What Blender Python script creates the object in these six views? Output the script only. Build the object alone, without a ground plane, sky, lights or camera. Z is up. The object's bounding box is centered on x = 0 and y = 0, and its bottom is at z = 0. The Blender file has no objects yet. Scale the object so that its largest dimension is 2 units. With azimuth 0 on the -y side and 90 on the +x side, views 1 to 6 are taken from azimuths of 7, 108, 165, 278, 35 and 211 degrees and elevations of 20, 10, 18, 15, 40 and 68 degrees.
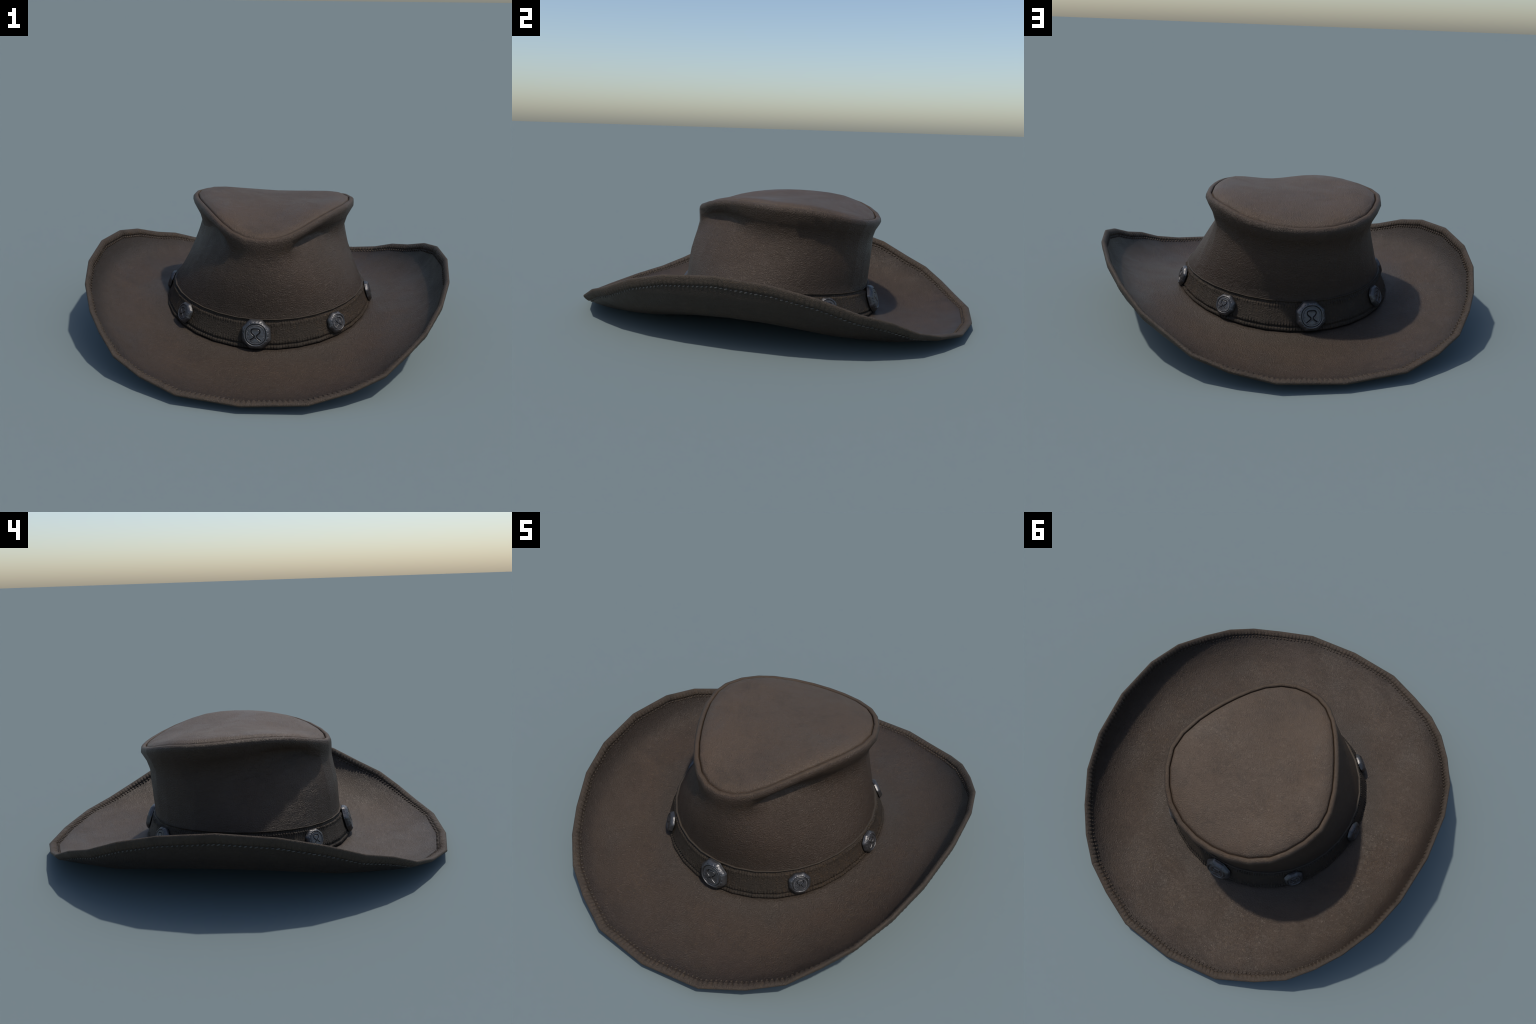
"""Brown leather slouch / bush hat: teardrop crown with rolled welt and a puffed
top panel, rolled stitched brim curled up at both sides, and a stitched band
carrying eight embossed octagonal metal studs."""
import bpy, bmesh, math, random
from mathutils import Vector
import numpy as np

random.seed(7)
rng = np.random.default_rng(7)
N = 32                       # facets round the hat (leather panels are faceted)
TAU = 2 * math.pi


# ---------------------------------------------------------------- helpers
def link(ob, parent=None):
    bpy.context.scene.collection.objects.link(ob)
    if parent is not None:
        ob.parent = parent
    return ob


def mesh_object(name, verts, faces, mat, parent, smooth=True):
    me = bpy.data.meshes.new(name)
    me.from_pydata([tuple(map(float, v)) for v in verts], [], faces)
    me.validate()
    me.update()
    if smooth:
        me.polygons.foreach_set("use_smooth", [True] * len(me.polygons))
    me.materials.append(mat)
    return link(bpy.data.objects.new(name, me), parent)


def grid_faces(rows, cols, offset=0, flip=False, wrap_rows=False):
    """quads of a rows x cols lattice whose columns close on themselves"""
    out = []
    rr = rows if wrap_rows else rows - 1
    for i in range(rr):
        for j in range(cols):
            a = offset + i * cols + j
            b = offset + i * cols + (j + 1) % cols
            c = offset + ((i + 1) % rows) * cols + (j + 1) % cols
            d = offset + ((i + 1) % rows) * cols + j
            out.append((a, d, c, b) if flip else (a, b, c, d))
    return out


def smoothstep(a, b, x):
    t = np.clip((np.asarray(x, float) - a) / (b - a), 0, 1)
    return t * t * (3 - 2 * t)


def around(ring, u):
    """linear walk round a closed ring of N points, u in [0, N)"""
    u = np.asarray(u) % N
    i = np.floor(u).astype(int)
    f = (u - i)[..., None]
    return ring[i % N] * (1 - f) + ring[(i + 1) % N] * f


def unit(v):
    return v / np.maximum(np.linalg.norm(v, axis=-1, keepdims=True), 1e-9)


def mirror_half(half):
    """half ring k = 0 (front) .. 16 (back) on +x  ->  full ring of 32"""
    half = np.asarray(half, float)
    other = half[1:16][::-1] * np.array([-1, 1, 1])
    return np.vstack([half, other])


K = np.arange(17)
PHI = K * math.pi / 16       # even bearings for the lower rings, 0 = front (-y)


# ---------------------------------------------------------------- main curves
# seam of the top panel: a teardrop, narrow at the front, dipping front and back
SEAM_X = (0.3870, -0.0389, 0.0095, -0.0119, 0.0106)
SEAM_Y = (-0.0766, 0.4282, 0.0460, 0.0157, -0.0149, 0.0019)
SEAM_Z = (0.5633, 0.0122, -0.0336, -0.0042, -0.0086)


def seam(t):
    x = sum(a * np.sin((i + 1) * t) for i, a in enumerate(SEAM_X))
    y = -sum(b * np.cos(i * t) for i, b in enumerate(SEAM_Y))
    z = sum(c * np.cos(i * t) for i, c in enumerate(SEAM_Z))
    return np.stack([x, y, z], -1)


_t = np.linspace(0, math.pi, 4001)
_c = seam(_t)
_bear = np.degrees(np.arctan2(_c[:, 0], -_c[:, 1]))
SEAM_BEARINGS = [0, 9, 18.6, 30.5, 43, 56, 68, 80, 92, 106, 116.5, 128, 138.5, 147.5, 159, 170, 180]
seam_half = np.array([_c[np.argmin(abs(_bear - b))] for b in SEAM_BEARINGS])
seam_half[0, 0] = seam_half[-1, 0] = 0.0
SEAM = mirror_half(seam_half)


def plan_normal(ring):
    t = np.roll(ring, -1, 0) - np.roll(ring, 1, 0)
    n = np.stack([-t[:, 1], t[:, 0], 0 * t[:, 0]], -1)
    n = unit(n)
    if (n * ring).sum() < 0:
        n = -n
    return n


SEAM_N = plan_normal(SEAM)
SEAM = SEAM + SEAM_N * 0.0015

# hat band edges: near circles, higher at the sides than front and back
r_top = 0.479 + 0.002 * np.cos(2 * PHI) * -1
z_top = 0.187 - 0.0155 * np.cos(2 * PHI)
BAND_TOP = mirror_half(np.stack([r_top * np.sin(PHI), -r_top * np.cos(PHI), z_top], -1))
r_bot = 0.517 + 0.009 * np.sin(2 * PHI) ** 2
z_bot = 0.069 - 0.029 * np.cos(2 * PHI)
BAND_BOT = mirror_half(np.stack([r_bot * np.sin(PHI), -r_bot * np.cos(PHI), z_bot], -1))

# rim of the brim, one quadrant (front -> side); the brim repeats it four times
RIM_Q = [(0.000, 0.999, 0.037), (0.267, 0.970, 0.048), (0.438, 0.889, 0.074),
         (0.571, 0.806, 0.115), (0.665, 0.701, 0.175), (0.746, 0.581, 0.217),
         (0.820, 0.424, 0.285), (0.865, 0.243, 0.332), (0.883, 0.000, 0.354)]
rim_half = [(x, -y, z) for x, y, z in RIM_Q] + [(x, y, z) for x, y, z in RIM_Q[-2::-1]]
RIM = mirror_half(rim_half)

BEAR_FULL = np.concatenate([PHI, TAU - PHI[1:16][::-1]])


def by_bearing(vals):
    """smooth left/right-symmetric function from values at 0,45,90,135,180 deg"""
    xs = np.array([0, 45, 90, 135, 180]) * math.pi / 180
    M = np.stack([np.cos(i * xs) for i in range(5)], 1)
    c = np.linalg.solve(M, np.array(vals, float))
    return sum(c[i] * np.cos(i * BEAR_FULL) for i in range(5))


# ---------------------------------------------------------------- materials
def nodes_of(name):
    m = bpy.data.materials.new(name)
    m.use_nodes = True
    nt = m.node_tree
    nt.nodes.clear()
    out = nt.nodes.new("ShaderNodeOutputMaterial")
    bs = nt.nodes.new("ShaderNodeBsdfPrincipled")
    nt.links.new(bs.outputs[0], out.inputs[0])
    return m, nt, bs


class NT:
    """tiny wrapper for wiring node trees"""
    def __init__(self, nt):
        self.nt = nt
        self.co = nt.nodes.new("ShaderNodeTexCoord").outputs["Object"]

    def put(self, sock, v):
        if hasattr(v, "is_output"):
            self.nt.links.new(v, sock)
        elif v is not None:
            sock.default_value = v

    def noise(self, scale, detail=4, rough=0.55, vec=None, dist=0.0):
        n = self.nt.nodes.new("ShaderNodeTexNoise")
        self.put(n.inputs["Vector"], vec or self.co)
        n.inputs["Scale"].default_value = scale
        n.inputs["Detail"].default_value = detail
        n.inputs["Roughness"].default_value = rough
        n.inputs["Distortion"].default_value = dist
        return n.outputs["Fac"]

    def voro(self, scale, feature="F1", vec=None):
        n = self.nt.nodes.new("ShaderNodeTexVoronoi")
        n.feature = feature
        self.put(n.inputs["Vector"], vec or self.co)
        n.inputs["Scale"].default_value = scale
        return n.outputs["Distance"]

    def math(self, op, a, b=None, c=None, clamp=False):
        n = self.nt.nodes.new("ShaderNodeMath")
        n.operation = op
        n.use_clamp = clamp
        self.put(n.inputs[0], a)
        if b is not None:
            self.put(n.inputs[1], b)
        if c is not None:
            self.put(n.inputs[2], c)
        return n.outputs[0]

    def ramp(self, fac, lo, hi, a=0.0, b=1.0):
        n = self.nt.nodes.new("ShaderNodeMapRange")
        n.interpolation_type = "SMOOTHSTEP"
        self.put(n.inputs["Value"], fac)
        n.inputs["From Min"].default_value = lo
        n.inputs["From Max"].default_value = hi
        n.inputs["To Min"].default_value = a
        n.inputs["To Max"].default_value = b
        return n.outputs["Result"]

    def mix(self, fac, a, b, mode="MIX"):
        n = self.nt.nodes.new("ShaderNodeMix")
        n.data_type = "RGBA"
        n.blend_type = mode
        self.put(n.inputs["Factor"], fac)
        ins = [s for s in n.inputs if s.type == "RGBA"]
        for s, v in zip(ins, (a, b)):
            self.put(s, v if hasattr(v, "is_output") else (*v, 1.0))
        return [s for s in n.outputs if s.type == "RGBA"][0]

    def xyz(self):
        n = self.nt.nodes.new("ShaderNodeSeparateXYZ")
        self.put(n.inputs[0], self.co)
        return n.outputs

    def bump(self, height, dist, strength=1.0, normal=None):
        n = self.nt.nodes.new("ShaderNodeBump")
        n.inputs["Distance"].default_value = dist
        n.inputs["Strength"].default_value = strength
        self.put(n.inputs["Height"], height)
        if normal is not None:
            self.put(n.inputs["Normal"], normal)
        return n.outputs[0]


def leather(name, base, red, grey, rough=0.55, grain=1.0, spec=0.5, painted_edge_shade=False,
            low_dark=None, seam_tan=False):
    m, nt, bs = nodes_of(name)
    w = NT(nt)
    big = w.noise(3.2, 3, 0.5)
    big2 = w.noise(4.6, 4, 0.6, dist=0.6)
    mid = w.noise(17, 5, 0.65)
    fine = w.noise(150, 3, 0.6)
    col = w.mix(w.ramp(big, 0.42, 0.72, 0, 0.7), base, red)
    col = w.mix(w.ramp(big2, 0.50, 0.76, 0, 0.5), col, grey)
    dark = tuple(0.55 * c for c in base)
    smudge = w.noise(7.5, 6, 0.68, dist=0.4)
    col = w.mix(w.ramp(smudge, 0.49, 0.72, 0, 0.46), col, tuple(0.60 * (0.8 * c + 0.2 * base[1]) for c in base))
    col = w.mix(w.ramp(mid, 0.50, 0.78, 0, 0.45), col, dark)
    lite = tuple(min(1, 1.35 * c) for c in base)
    col = w.mix(w.ramp(fine, 0.5, 0.75, 0, 0.30), col, lite)
    rust = w.noise(6.0, 5, 0.7, dist=1.2)
    col = w.mix(w.ramp(rust, 0.56, 0.76, 0, 0.28), col, (0.072, 0.043, 0.025))
    fleck = w.math("MULTIPLY", w.ramp(w.noise(75, 4, 0.7), 0.50, 0.68), w.ramp(w.noise(3.6, 3, 0.6, dist=0.5), 0.42, 0.62))
    col = w.mix(w.math("MULTIPLY", fleck, 0.55), col, (0.080, 0.050, 0.026))
    xyz = w.xyz()
    if painted_edge_shade:            # occlusion shade inside the hem painted dark: superellipse distance to the rim
        ax = w.math("POWER", w.math("DIVIDE", w.math("ABSOLUTE", xyz[0]), 0.883), 2.17)
        ay = w.math("POWER", w.math("ABSOLUTE", xyz[1]), 2.17)
        d = w.math("POWER", w.math("ADD", ax, ay), 1 / 2.17)
        d = w.math("ADD", d, w.math("MULTIPLY", w.math("SUBTRACT", mid, 0.5), 0.05))
        col = w.mix(w.math("ADD", w.ramp(d, 0.74, 0.94, 0, 0.34), w.ramp(d, 0.895, 0.962, 0, 0.46)), col, (0.019, 0.013, 0.010))
        # paler grey zone on the brim beside the band
        rr = w.math("POWER", w.math("ADD", w.math("MULTIPLY", xyz[0], xyz[0]),
                                    w.math("MULTIPLY", xyz[1], xyz[1])), 0.5)
        rr = w.math("ADD", rr, w.math("MULTIPLY", w.math("SUBTRACT", mid, 0.5), 0.10))
        col = w.mix(w.ramp(rr, 0.66, 0.54, 0, 0.6), col, grey)
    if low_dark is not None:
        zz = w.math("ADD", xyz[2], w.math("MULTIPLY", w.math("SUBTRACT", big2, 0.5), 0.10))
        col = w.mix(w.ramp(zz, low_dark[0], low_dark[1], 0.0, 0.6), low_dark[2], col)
    nt.links.new(col, bs.inputs["Base Color"])
    # pebbled grain
    wob = nt.nodes.new("ShaderNodeVectorMath")
    wob.operation = "ADD"
    nn = nt.nodes.new("ShaderNodeTexNoise")
    nn.inputs["Scale"].default_value = 40
    w.put(nn.inputs["Vector"], w.co)
    sc = nt.nodes.new("ShaderNodeVectorMath")
    sc.operation = "SCALE"
    sc.inputs["Scale"].default_value = 0.02
    nt.links.new(nn.outputs["Color"], sc.inputs[0])
    nt.links.new(w.co, wob.inputs[0])
    nt.links.new(sc.outputs[0], wob.inputs[1])
    peb = w.voro(190, "SMOOTH_F1", wob.outputs[0])
    wr = w.noise(185, 5, 0.62, vec=wob.outputs[0], dist=0.8)
    h = w.math("ADD", w.math("MULTIPLY", peb, 0.55), wr)
    amount = w.ramp(w.noise(5.5, 2), 0.35, 0.65, 0.78, 1.0)
    h = w.math("MULTIPLY", h, amount)
    soft = w.bump(w.noise(9, 3, 0.5), 0.012, 0.35)
    nt.links.new(w.bump(h, 0.0048 * grain, 1.0, soft), bs.inputs["Normal"])
    rg = w.math("ADD", w.ramp(big2, 0.35, 0.7, rough + 0.06, rough - 0.07),
                w.math("MULTIPLY", w.math("SUBTRACT", wr, 0.5), 0.25))
    nt.links.new(rg, bs.inputs["Roughness"])
    bs.inputs["Specular IOR Level"].default_value = spec
    bs.inputs["Specular Tint"].default_value = (1.0, 0.90, 0.79, 1.0)
    return m


BASE = (0.0465, 0.0310, 0.0207)
RED = (0.0505, 0.0315, 0.0215)
GREY = (0.0440, 0.0340, 0.0258)
mat_brim = leather("brim_leather", BASE, RED, GREY, 0.50, 0.80, 0.46, painted_edge_shade=True)
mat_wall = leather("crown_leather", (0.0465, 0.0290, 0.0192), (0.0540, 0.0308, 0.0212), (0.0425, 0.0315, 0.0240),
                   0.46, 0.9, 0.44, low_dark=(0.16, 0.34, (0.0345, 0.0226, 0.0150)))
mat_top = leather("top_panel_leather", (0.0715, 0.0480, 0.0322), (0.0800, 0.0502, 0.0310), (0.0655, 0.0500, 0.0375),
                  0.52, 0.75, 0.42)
mat_welt = leather("welt_leather", (0.0660, 0.0450, 0.0295), (0.0720, 0.0460, 0.0290), (0.0610, 0.0470, 0.0345), 0.52, 0.7, 0.28)
mat_hem = leather("hem_leather", (0.0545, 0.0410, 0.0305), (0.0570, 0.0405, 0.0290), (0.0530, 0.0440, 0.0345), 0.58, 0.8, 0.26)
mat_pinch = leather("pinched_leather", (0.046, 0.035, 0.026), (0.050, 0.035, 0.025), (0.046, 0.039, 0.031), 0.55, 0.5, 0.3)
mat_band = leather("band_leather", (0.035, 0.027, 0.0195), (0.041, 0.028, 0.019), (0.035, 0.029, 0.023), 0.58, 1.2, 0.28)
mat_edge = leather("band_edge_leather", (0.048, 0.038, 0.029), (0.052, 0.039, 0.028), (0.046, 0.039, 0.032), 0.6, 0.4, 0.25)
mat_lining = leather("lining_leather", (0.040, 0.031, 0.025), (0.044, 0.031, 0.025), (0.040, 0.034, 0.030), 0.7, 0.6, 0.3)


def thread_material():
    m, nt, bs = nodes_of("waxed_thread")
    w = NT(nt)
    col = w.mix(w.ramp(w.noise(30, 3), 0.35, 0.7), (0.046, 0.040, 0.034), (0.085, 0.076, 0.066))
    nt.links.new(col, bs.inputs["Base Color"])
    bs.inputs["Roughness"].default_value = 0.5
    return m


def metal_material():
    m, nt, bs = nodes_of("aged_pewter")
    w = NT(nt)
    geo = nt.nodes.new("ShaderNodeNewGeometry")
    cav = w.ramp(geo.outputs["Pointiness"], 0.40, 0.49)
    pat = w.noise(6, 4, 0.6)
    spk = w.noise(34, 5, 0.7)
    col = w.mix(w.ramp(pat, 0.35, 0.7), (0.100, 0.096, 0.094), (0.148, 0.142, 0.138))
    col = w.mix(w.ramp(spk, 0.52, 0.72, 0, 0.6), col, (0.060, 0.058, 0.058))
    col = w.mix(cav, (0.020, 0.019, 0.019), col)
    nt.links.new(col, bs.inputs["Base Color"])
    bs.inputs["Metallic"].default_value = 0.78
    nt.links.new(w.ramp(spk, 0.3, 0.75, 0.34, 0.50), bs.inputs["Roughness"])
    nt.links.new(w.bump(w.noise(22, 4, 0.6), 0.02, 0.25), bs.inputs["Normal"])
    return m


mat_thread = thread_material()
mat_metal = metal_material()

# ---------------------------------------------------------------- the hat
hat = bpy.data.objects.new("leather_hat", None)
hat.empty_display_size = 0.2
hat["label"] = "dark brown leather bush hat with metal studded band"
hat["category"] = "hat"
link(hat)

# ---------------------------------------------------------------- crown wall
nz = np.array([0, 0, 1.0])


def seam_off(out, up):
    out = np.broadcast_to(np.asarray(out, float), (N,))
    up = np.broadcast_to(np.asarray(up, float), (N,))
    p = SEAM + SEAM_N * out[:, None]
    p[:, 2] += up
    return p


half_bear = np.array(SEAM_BEARINGS + SEAM_BEARINGS[1:16][::-1])
# the front tongue runs straight down; the pinch either side of it is undercut
neck_in = np.interp(half_bear, [0, 18.6, 30.5, 45, 90, 135, 180], [0.000, 0.008, 0.040, 0.049, 0.049, 0.044, 0.036])
neck_dn = np.interp(half_bear, [0, 18.6, 30.5, 56, 90, 135, 180], [0.085, 0.088, 0.080, 0.095, 0.145, 0.130, 0.100])
NECK = seam_off(0.0295 - neck_in, -neck_dn)
FOOT_TOP = BAND_TOP + unit(BAND_TOP * [1, 1, 0]) * -0.008
FOOT_BOT = BAND_BOT + unit(BAND_BOT * [1, 1, 0]) * -0.010

front_w = smoothstep(math.radians(88), math.radians(12), np.minimum(BEAR_FULL, TAU - BEAR_FULL))


def wall_row(t):
    """t 0 at the neck, 1 at the band top; the front bulges, the sides flare straight"""
    straight = t ** 1.15
    bulge = np.interp(t, [0, .1, .28, .44, .60, .76, 1], [0, .13, .45, .69, .81, .89, 1])
    e = straight * (1 - front_w) + bulge * front_w
    p = NECK * (1 - e[:, None]) + FOOT_TOP * e[:, None]
    p[:, 2] = NECK[:, 2] * (1 - t) + FOOT_TOP[:, 2] * t
    return p


WELT_W = np.interp(half_bear, [0, 30, 60, 130, 180], [0.0285, 0.0262, 0.0262, 0.0275, 0.0290])
welt_rows = [seam_off(WELT_W * k, dz) for k, dz in
             ((0.03, -0.008), (0.08, -0.002), (0.17, 0.0010), (0.42, 0.0016), (0.72, -0.001), (0.93, -0.009), (1.0, -0.025))]
nw = len(welt_rows)
# short crease cut in to draw the welt's shadow edge beside the front
shadow_groove = smoothstep(19, 30, half_bear) * (1 - smoothstep(40, 76, half_bear))
under = []
SHADOW_GROOVE_F = 0.90
for f in (0.5, SHADOW_GROOVE_F, 1.0):                      # from the welt in to the neck
    a = welt_rows[-1]
    e = f ** 0.62
    p = a * (1 - e) + NECK * e
    p[:, 2] = a[:, 2] * (1 - f) + NECK[:, 2] * f
    if f == SHADOW_GROOVE_F:
        p -= SEAM_N * (shadow_groove * 0.013)[:, None]
    under.append(p)
body_rows = [wall_row(t) for t in np.linspace(0, 1, 7)[1:]]
body_rows.append(FOOT_BOT)
rows = welt_rows + under + body_rows
V = np.vstack(rows)
faces = grid_faces(len(rows), N, flip=True)


def lattice_normals(rws):
    """smooth normals of a closed lattice: mean of the unit normals of the touching quads"""
    g = np.stack(rws)
    q = np.cross(np.roll(g[:-1], -1, 1) - g[1:], np.roll(g[1:], -1, 1) - g[:-1])
    q = unit(q)
    acc = np.zeros_like(g)
    for dr in (0, 1):
        acc[dr:dr + len(q)] += q + np.roll(q, 1, 1)
    return unit(acc)


# away from the crease the wall is shaded as if the crease row were not there
ci = nw + 1
plain = lattice_normals(rows[:ci] + rows[ci + 1:])
real = lattice_normals(rows)
blend = np.insert(plain, ci, plain[ci - 1] * (1 - SHADOW_GROOVE_F) * 2 + plain[ci] * (2 * SHADOW_GROOVE_F - 1), axis=0)
if (blend[-3] * rows[-3]).sum() < 0:
    blend, real = -blend, -real
near = np.zeros((len(rows), 1, 1))
near[ci - 1:ci + 2] = 1.0
cw = shadow_groove[None, :, None] * near
CROWN_NORMALS = unit(blend * (1 - cw) + real * cw).reshape(-1, 3)
crown = mesh_object("crown", V, faces, mat_wall, hat)
# welt gets its own part, sharing border vertices and normals with the crown wall
me = crown.data
me.materials.append(mat_welt)


def split_part(src, name, face_ids, mat, parent, normals=None):
    """move a set of faces into a part of its own, keeping the whole mesh's normals"""
    me = src.data
    vn = np.zeros(len(me.vertices) * 3, np.float32)
    me.vertices.foreach_get("normal", vn)
    vn = vn.reshape(-1, 3) if normals is None else normals
    co = np.zeros(len(me.vertices) * 3, np.float32)
    me.vertices.foreach_get("co", co)
    co = co.reshape(-1, 3)
    polys = [tuple(p.vertices) for p in me.polygons]
    ids = set(face_ids)

    def build(nm, sel, mt):
        used = sorted({v for f in sel for v in f})
        mp = {v: i for i, v in enumerate(used)}
        m2 = bpy.data.meshes.new(nm)
        m2.from_pydata([tuple(map(float, co[v])) for v in used], [], [tuple(mp[v] for v in f) for f in sel])
        m2.polygons.foreach_set("use_smooth", [True] * len(m2.polygons))
        m2.materials.append(mt)
        m2.update()
        m2.normals_split_custom_set_from_vertices([tuple(map(float, vn[v])) for v in used])
        return m2

    part = build(name, [p for i, p in enumerate(polys) if i in ids], mat)
    rest = build(src.data.name + "_rest", [p for i, p in enumerate(polys) if i not in ids], me.materials[0])
    src.data = rest
    rest.name = src.name
    return link(bpy.data.objects.new(name, part), parent)


welt = split_part(crown, "welt", range((nw - 3) * N), mat_welt, crown, CROWN_NORMALS)

# ---------------------------------------------------------------- top panel
C0 = np.array([0, 0.05, 0.596])
side = np.abs(unit(SEAM - C0)[:, 0])
panel = []
S = [1.0, 0.997, 0.993, 0.986, 0.97, 0.93, 0.87, 0.78, 0.66, 0.52, 0.38, 0.24, 0.10]
edge_ring = SEAM - SEAM_N * 0.0004
for s in S:
    p = C0 + (edge_ring - C0) * s
    puff = 0.006 * (1 - smoothstep(0.93, 1.0, s)) * smoothstep(0.0, 0.9, s)
    p[:, 2] = C0[2] + (SEAM[:, 2] - C0[2]) * s ** 2 + 0.017 * side * s ** 3 * (1 - s ** 5) * 1.6 + puff
    p[:, 2] -= 0.009 * (1 - smoothstep(0, 0.014, 1 - s))
    panel.append(p)
V = np.vstack(panel + [C0[None]])
faces = grid_faces(len(S), N, flip=True)
tip = len(V) - 1
base = (len(S) - 1) * N
faces += [(base + (j + 1) % N, base + j, tip) for j in range(N)]
faces = [tuple(f) for f in faces]
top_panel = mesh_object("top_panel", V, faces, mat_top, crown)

# ---------------------------------------------------------------- brim
TH = 0.012                                        # leather thickness
curl_w = np.sin(BEAR_FULL) ** 2                   # 0 front/back, 1 at the sides
SS = np.array([0, .08, .16, .24, .32, .40, .48, .56, .64, .71, .77, .83, .88, .92, .955, .98, 1.0])
side_h = np.interp(SS, [0, .24, .46, .69, .80, .88, .94, .975, 1.0],
                   [0, .045, .115, .225, .335, .47, .62, .80, .965])
side_h = np.array([np.interp(s, [0, .24, .46, .69, .80, .88, .94, .975, 1.0],
                             [0, .045, .115, .225, .335, .47, .62, .80, .965]) for s in SS])
inner = BAND_BOT.copy()
inner -= unit(inner * [1, 1, 0]) * 0.02
inner[:, 2] -= TH * 0.5
TIP = 0.007                                       # the rolled edge stands this far past the sheet
RIM_IN = RIM - unit(RIM * [1, 1, 0]) * TIP
for _ in range(4):
    mid_rows = []
    for s, h in zip(SS, side_h):
        p = inner * (1 - s) + RIM_IN * s
        hh = (1 - curl_w) * s ** 2.2 + curl_w * h
        sag = (0.024 * (1 - curl_w) + 0.023 * np.sin(2 * BEAR_FULL) ** 2) * (4 * s * (1 - s)) ** 0.9
        p[:, 2] = inner[:, 2] * (1 - hh) + RIM_IN[:, 2] * hh - sag
        mid_rows.append(p)
    MID = np.stack(mid_rows)                      # rows x N x 3
    RIM_IN = RIM - unit(MID[-1] - MID[-2]) * TIP
du = np.gradient(MID, axis=0)
dv = np.roll(MID, -1, 1) - np.roll(MID, 1, 1)
NRM = unit(np.cross(du, dv))
if NRM[..., 2].sum() < 0:
    NRM = -NRM
top_s = MID + NRM * TH / 2
bot_s = MID - NRM * TH / 2
nr = len(SS)
V = np.vstack([top_s.reshape(-1, 3), bot_s[::-1].reshape(-1, 3)])
faces = grid_faces(2 * nr, N, wrap_rows=True)
brim = mesh_object("brim", V, faces, mat_brim, hat)

# ---------------------------------------------------------------- hem and its stitching
STITCH = 288
SUB = 8
MH = STITCH * SUB
u_all = None
seglen = np.linalg.norm(np.roll(RIM, -1, 0) - RIM, axis=1)
cum = np.concatenate([[0], np.cumsum(seglen)])


def u_at(frac):
    """ring parameter at an even fraction of the rim length"""
    d = (np.asarray(frac) % 1.0) * cum[-1]
    i = np.clip(np.searchsorted(cum, d, side="right") - 1, 0, N - 1)
    return i + (d - cum[i]) / seglen[i]


def walk_surface(dist):
    """point and normal on the brim mid surface a given distance in from the rim edge, per facet"""
    P = np.zeros((N, 3)); Q = np.zeros((N, 3))
    for k in range(N):
        line = MID[::-1, k]
        L = np.concatenate([[0], np.cumsum(np.linalg.norm(np.diff(line, axis=0), axis=1))])
        P[k] = [np.interp(dist, L, line[:, a]) for a in range(3)]
        Q[k] = [np.interp(dist, L, NRM[::-1, k][:, a]) for a in range(3)]
    return P, unit(Q)


HEM_W = 0.044
# section of the rolled hem: (distance in from the mid-surface edge, height off the mid surface)
SECTION = [(0.0315, 0.0010, 0), (0.0298, 0.0048, .7), (0.0268, 0.0088, 1.1), (0.0222, 0.0110, 1.15), (0.0170, 0.0116, 1),
           (0.0115, 0.0113, .65), (0.006, 0.0102, .35), (0.001, 0.0086, .15), (-0.003, 0.0062, 0), (-0.0058, 0.0032, 0),
           (-0.0070, 0.0, 0), (-0.0058, -0.0032, 0), (-0.003, -0.0060, 0), (0.002, -0.0080, .1), (0.008, -0.0092, .2),
           (0.015, -0.0100, .45), (0.0215, -0.0102, .85), (0.027, -0.0100, 1), (0.032, -0.0085, 1), (0.0355, -0.0050, .6),
           (0.0375, -0.0015, 0)]
frac = np.arange(MH) / MH
uu = u_at(frac)
amp = np.repeat(0.5 + 0.9 * rng.random(STITCH), SUB)
jit = np.repeat(rng.random(STITCH) - 0.5, SUB) * 0.5
amp2 = np.repeat(0.5 + 0.9 * rng.random(STITCH), SUB)
phase = (np.arange(MH) % SUB) / SUB
crimp = np.abs(np.sin(math.pi * (phase + 0.0)))**0.7 - 0.6
hem_rows = []
TOPN = NRM[-1]
for d, h, g in SECTION:
    if d >= 0:
        P, Q = walk_surface(d)
    else:
        P, Q = walk_surface(0)
        out = unit(MID[-1] - MID[-2])
        P = P + out * (-d)
    Pn, Qn = around(P, uu), around(Q, uu)
    a = amp if h > 0 else amp2
    lift = h + np.sign(h) * g * (0.0050 if h > 0 else 0.0030) * crimp * a
    hem_rows.append(Pn + Qn * lift[:, None])
V = np.vstack(hem_rows)
hem = mesh_object("hem", V, grid_faces(len(SECTION), MH, flip=True), mat_hem, brim)


def bead_mesh(length, radius, rings=5, seg=8):
    """unit capsule-like stitch lying along x"""
    vs, fs = [], []
    for i in range(rings + 1):
        t = i / rings
        x = (t - 0.5) * length
        r = radius * math.sqrt(max(0.02, 1 - (2 * t - 1) ** 4))
        for j in range(seg):
            a = TAU * j / seg
            vs.append((x, r * math.cos(a), r * math.sin(a)))
    for i in range(rings):
        for j in range(seg):
            fs.append((i * seg + j, i * seg + (j + 1) % seg, (i + 1) * seg + (j + 1) % seg, (i + 1) * seg + j))
    fs.append(tuple(range(seg))[::-1])
    fs.append(tuple(rings * seg + j for j in range(seg)))
    return np.array(vs), fs


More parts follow.
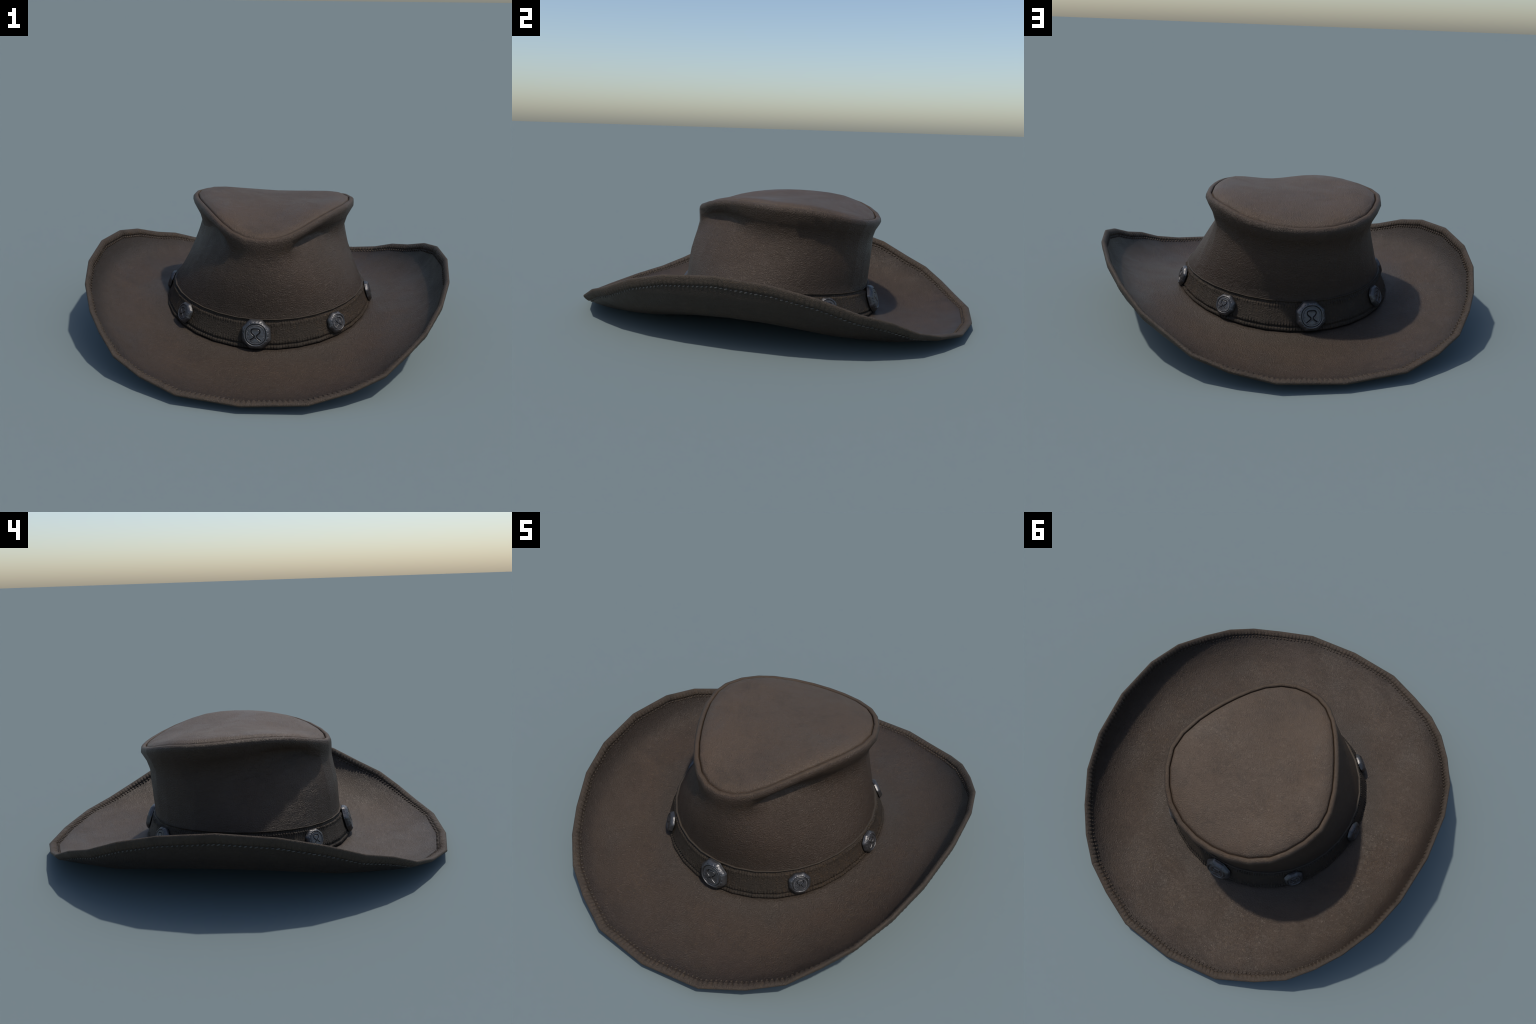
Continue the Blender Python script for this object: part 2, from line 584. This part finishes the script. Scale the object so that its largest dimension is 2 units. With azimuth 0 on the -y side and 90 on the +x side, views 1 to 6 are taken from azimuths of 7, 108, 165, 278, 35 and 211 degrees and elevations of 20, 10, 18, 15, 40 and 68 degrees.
def stitch_row(name, centres, along, normal, slant, length, radius, parent, mat):
    bv, bf = bead_mesh(length, radius)
    allv, allf = [], []
    side_v = np.cross(normal, along)
    for i in range(len(centres)):
        sl = slant + (random.random() - 0.5) * 0.25
        ax = along[i] * math.cos(sl) + side_v[i] * math.sin(sl)
        sd = np.cross(normal[i], ax)
        k = 0.85 + 0.3 * random.random()
        v = centres[i] + np.outer(bv[:, 0] * k, ax) + np.outer(bv[:, 1], sd) + np.outer(bv[:, 2] * 0.8, normal[i])
        o = len(allv) * len(bv)
        allv.append(v)
        allf += [tuple(o + q for q in f) for f in bf]
    ob = mesh_object(name, np.vstack(allv), allf, mat, parent)
    ob["kind"] = "stuff"
    return ob


us = u_at((np.arange(STITCH) + 0.5) / STITCH)
# upper side: the thread is buried and only the pinched leather between holes stands up;
# underside: short slanted thread stitches
for sign, nm, d, slant, ln, rad, mt in ((1, "hem_stitching", 0.0368, 1.15, 0.0130, 0.0050, mat_pinch),
                                        (-1, "underside_stitching", 0.0410, 0.50, 0.0150, 0.0036, mat_thread)):
    P, Q = walk_surface(d)
    Pn, Qn = around(P, us), unit(around(Q, us))
    al = unit(around(P, us + 0.05) - around(P, us - 0.05))
    al = unit(al - Qn * (al * Qn).sum(-1)[:, None])
    stitch_row(nm, Pn + Qn * sign * (TH / 2 + 0.0006), al, Qn * sign, slant, ln, rad, hem, mt)

# ---------------------------------------------------------------- hat band
CR = 240
SUBB = 6
MB = CR * SUBB
ub = np.arange(MB) / MB * N
T_ = around(BAND_TOP, ub)
B_ = around(BAND_BOT, ub)
down = unit(B_ - T_)
tang = unit(np.roll(T_, -1, 0) - np.roll(T_, 1, 0))
bn = unit(np.cross(tang, down))
if (bn * T_)[:, :2].sum() < 0:
    bn = -bn
ph = (np.arange(MB) % SUBB) / SUBB
cr = np.abs(np.sin(math.pi * ph)) ** 0.8 - 0.6
b1 = np.repeat(0.35 + rng.random(CR), SUBB)
b2 = np.repeat(0.35 + rng.random(CR), SUBB)
b3 = np.repeat(0.35 + rng.random(CR), SUBB)
# (fraction down the band, offset from the face, crimp height, which crimp set)
BAND_SECTION = [(0.000, -0.0120, 0, b1), (0.000, -0.0020, 0, b1), (0.010, 0.0012, 0, b1), (0.022, 0.0002, 0.0006, b1),
                (0.040, -0.0070, 0.0016, b1), (0.085, -0.0080, 0.0026, b1), (0.115, -0.0070, 0.0036, b1),
                (0.138, -0.0012, 0.0064, b1), (0.170, 0.0014, 0.0064, b1), (0.205, 0.0006, 0.0042, b1),
                (0.250, -0.0002, 0.0008, b2), (0.350, -0.0006, 0, b2), (0.50, -0.0008, 0, b2), (0.62, -0.0004, 0.0002, b2),
                (0.700, 0.0, 0.0010, b2), (0.755, 0.0006, 0.0034, b2), (0.800, 0.0006, 0.0060, b2), (0.825, -0.0016, 0.0040, b2),
                (0.845, -0.0062, 0.0010, b3), (0.865, -0.0060, 0.0012, b3), (0.885, 0.0002, 0.0034, b3),
                (0.920, 0.0024, 0.0060, b3), (0.960, 0.0018, 0.0040, b3), (0.990, -0.0010, 0.0015, b3), (1.0, -0.006, 0, b3),
                (1.0, -0.016, 0, b3)]
br = []
for v, o, g, b in BAND_SECTION:
    p = T_ * (1 - v) + B_ * v + bn * (o + g * cr * b)[:, None]
    br.append(p)
V = np.vstack(br)
band = mesh_object("hat_band", V, grid_faces(len(br), MB, flip=True), mat_band, hat)
lip = split_part(band, "band_edge", range(0, 2 * MB), mat_edge, band)

# ---------------------------------------------------------------- studs
# sunk emblem: a flattened loop with a pinched waist and two splayed feet
EMBLEM_R = [(0.00, 0.40), (0.17, 0.395), (0.285, 0.33), (0.315, 0.20), (0.25, 0.07), (0.13, -0.03),
            (0.085, -0.12), (0.115, -0.21), (0.20, -0.29), (0.35, -0.40)]


def catmull(pts, n=6):
    pts = [np.array(p, float) for p in pts]
    pts = [2 * pts[0] - pts[1]] + pts + [2 * pts[-1] - pts[-2]]
    out = []
    for i in range(1, len(pts) - 2):
        p0, p1, p2, p3 = pts[i - 1:i + 3]
        for t in np.linspace(0, 1, n, endpoint=False):
            out.append(0.5 * (2 * p1 + (p2 - p0) * t + (2 * p0 - 5 * p1 + 4 * p2 - p3) * t * t
                              + (3 * p1 - p0 - 3 * p2 + p3) * t ** 3))
    out.append(pts[-2])
    return np.array(out)


half = catmull([(-EMBLEM_R[1][0], EMBLEM_R[1][1])] + EMBLEM_R)[6:]
EMB = np.vstack([half[::-1] * [-1, 1], half])
# the left foot of the emblem is splayed a little wider
EMB[:, 0] += np.where((EMB[:, 1] < -0.2) & (EMB[:, 0] < 0), 0.25 * (EMB[:, 1] + 0.2), 0)


def dist_to_path(x, y, path):
    a, b = path[:-1], path[1:]
    d = b - a
    L = (d * d).sum(1) + 1e-12
    q = np.stack([x, y], -1)[:, None, :]
    t = np.clip(((q - a) * d).sum(-1) / L, 0, 1)
    e = a + t[..., None] * d - q
    return np.sqrt((e * e).sum(-1)).min(1)


def stud_mesh(name, seed, size, pointed):
    """octagonal domed stud, built flat in xy (z = outwards), unit apothem then scaled"""
    r2 = np.random.default_rng(seed)
    NA, NR = 288, 62
    ang = np.arange(NA) / NA * TAU
    corner = TAU / 8
    mod = (ang + corner / 2) % corner - corner / 2 if pointed else ang % corner - corner / 2
    octo = 1.0 / np.cos(mod)
    octo = np.minimum(octo, 1.055)
    wob = 1 + 0.02 * np.cos(3 * ang + r2.random() * 6) + 0.012 * np.cos(2 * ang + r2.random() * 6)
    octo = octo * wob
    rad = np.concatenate([np.linspace(0.02, 0.93, NR - 9), np.linspace(0.945, 1.0, 9)])
    A, Rr = np.meshgrid(ang, rad)
    circ = smoothstep(0.72, 1.0, Rr)
    rr = Rr * (1 * (1 - circ) + octo[None, :] * circ)
    x, y = (rr * np.cos(A)), (rr * np.sin(A))
    xf, yf = x.ravel(), y.ravel()
    # face profile: flat medallion, ring groove, plain rounded collar, chamfered corners
    h = 0.46 - 0.03 * Rr ** 2
    h += 0.018 * smoothstep(0.70, 0.80, Rr)
    h -= 0.27 * np.clip((Rr - 0.74) / 0.26, 0, 1) ** 1.9
    h -= 0.08 * smoothstep(0.955, 1.0, Rr)
    sq = (np.abs(x) ** 2.25 + np.abs(y) ** 2.25) ** (1 / 2.25) * 1.01
    h -= 0.080 * np.exp(-((sq - 0.70) / 0.020) ** 2)
    nd = 46
    dash = smoothstep(-0.3, 0.5, np.cos(A * nd)) * np.exp(-((sq - 0.575) / 0.026) ** 2)
    h -= 0.030 * dash
    d = dist_to_path(xf * 1.05, yf * 1.05, EMB).reshape(h.shape)
    h -= 0.085 * np.exp(-(d / 0.027) ** 2)
    h += 0.012 * np.exp(-((d - 0.065) / 0.025) ** 2)
    # small punched marks on the outer ring
    nm = 20
    for k in range(nm):
        a0 = TAU * (k + 0.5) / nm
        kind = k % 3
        cx, cy = 0.835 * math.cos(a0), 0.835 * math.sin(a0)
        lx = (x - cx) * math.cos(a0) + (y - cy) * math.sin(a0)
        ly = -(x - cx) * math.sin(a0) + (y - cy) * math.cos(a0)
        if kind == 0:
            f = np.minimum(np.abs(lx - ly), np.abs(lx + ly)) / 1.4
            g = np.exp(-(f / 0.014) ** 2) * (np.hypot(lx, ly) < 0.045)
        elif kind == 1:
            g = np.exp(-(((np.abs(lx) + np.abs(ly)) - 0.030) / 0.013) ** 2)
        else:
            g = np.exp(-((np.hypot(lx, ly)) / 0.028) ** 2)
        h -= 0.040 * g
    # dents of age
    for _ in range(6):
        a0, q0 = r2.random() * TAU, 0.2 + 0.7 * r2.random()
        e = np.hypot(x - q0 * math.cos(a0), y - q0 * math.sin(a0))
        h -= 0.02 * np.exp(-(e / (0.03 + 0.06 * r2.random())) ** 2)
    top = np.stack([x, y, h], -1).reshape(-1, 3)
    ex, ey = x[-1], y[-1]
    skirt = [np.stack([ex * 1.005, ey * 1.005, h[-1] - 0.05], -1), np.stack([ex * 1.0, ey * 1.0, 0.06 + 0 * ex], -1),
             np.stack([ex * 0.96, ey * 0.96, 0.0 * ex], -1), np.stack([ex * 0.45, ey * 0.45, -0.04 + 0 * ex], -1)]
    centre = np.array([[0, 0, h[0].mean()]])
    V = np.vstack([top] + skirt + [centre]) * size
    rows_n = NR + len(skirt)
    F = grid_faces(rows_n, NA, flip=True)
    c = len(V) - 1
    F += [(j, (j + 1) % NA, c) for j in range(NA)]
    F.append(tuple((rows_n - 1) * NA + j for j in range(NA))[::-1])
    me = bpy.data.meshes.new(name)
    me.from_pydata([tuple(map(float, v)) for v in V], [], F)
    me.polygons.foreach_set("use_smooth", [True] * len(me.polygons))
    me.materials.append(mat_metal)
    me.update()
    bm = bmesh.new()
    bm.from_mesh(me)
    bmesh.ops.recalc_face_normals(bm, faces=bm.faces)
    bm.to_mesh(me)
    bm.free()
    return me


big_stud = stud_mesh("stud", 3, 0.0675, True)
small_stud = stud_mesh("small_stud", 5, 0.0485, True)
for k in range(8):
    phi = k * TAU / 8
    big = k in (0, 4)
    j = int(round(phi / TAU * MB)) % MB
    p = T_[j] * 0.5 + B_[j] * 0.5
    p[2] = 0.127 - 0.020 * math.cos(2 * phi)
    n = Vector((math.sin(phi), -math.cos(phi), 0))
    # radius of the band face at that height
    f = (p[2] - T_[j][2]) / (B_[j][2] - T_[j][2])
    r = np.hypot(*(T_[j] * (1 - f) + B_[j] * f)[:2])
    tilt = math.atan2(np.hypot(*B_[j][:2]) - np.hypot(*T_[j][:2]), T_[j][2] - B_[j][2])
    zax = (n * math.cos(tilt) + Vector((0, 0, 1)) * math.sin(tilt)).normalized()
    xax = Vector((0, 0, 1)).cross(zax).normalized()
    yax = zax.cross(xax)
    roll = (random.random() - 0.5) * 0.10
    xr = xax * math.cos(roll) + yax * math.sin(roll)
    yr = zax.cross(xr)
    ob = bpy.data.objects.new("stud", big_stud if big else small_stud)
    from mathutils import Matrix
    pos = n * r + Vector((0, 0, p[2])) + zax * (-0.003 if big else -0.001)
    M = Matrix.Identity(4)
    for i, ax in enumerate((xr, yr, zax)):
        M[0][i], M[1][i], M[2][i] = ax.x, ax.y, ax.z
    M.translation = pos
    link(ob, band)
    ob.matrix_local = M

# ---------------------------------------------------------------- lining inside the crown
rows = []
for src, up in ((FOOT_BOT, -0.012), (FOOT_TOP, 0.0), (wall_row(0.5), 0), (NECK, 0.0), (seam_off(-0.01, -0.03), 0)):
    p = src - unit(src * [1, 1, 0]) * 0.016
    p[:, 2] += up
    rows.append(p)
V = np.vstack(rows + [(C0 - [0, 0, 0.03])[None]])
F = grid_faces(len(rows), N, flip=False)
b0 = (len(rows) - 1) * N
F += [(b0 + j, b0 + (j + 1) % N, len(V) - 1) for j in range(N)]
lining = mesh_object("lining", V, F, mat_lining, crown)

# consistent outward normals on the shells (split parts already carry their own)
for ob in (top_panel, brim, hem):
    bm = bmesh.new()
    bm.from_mesh(ob.data)
    bmesh.ops.recalc_face_normals(bm, faces=bm.faces)
    bm.to_mesh(ob.data)
    bm.free()
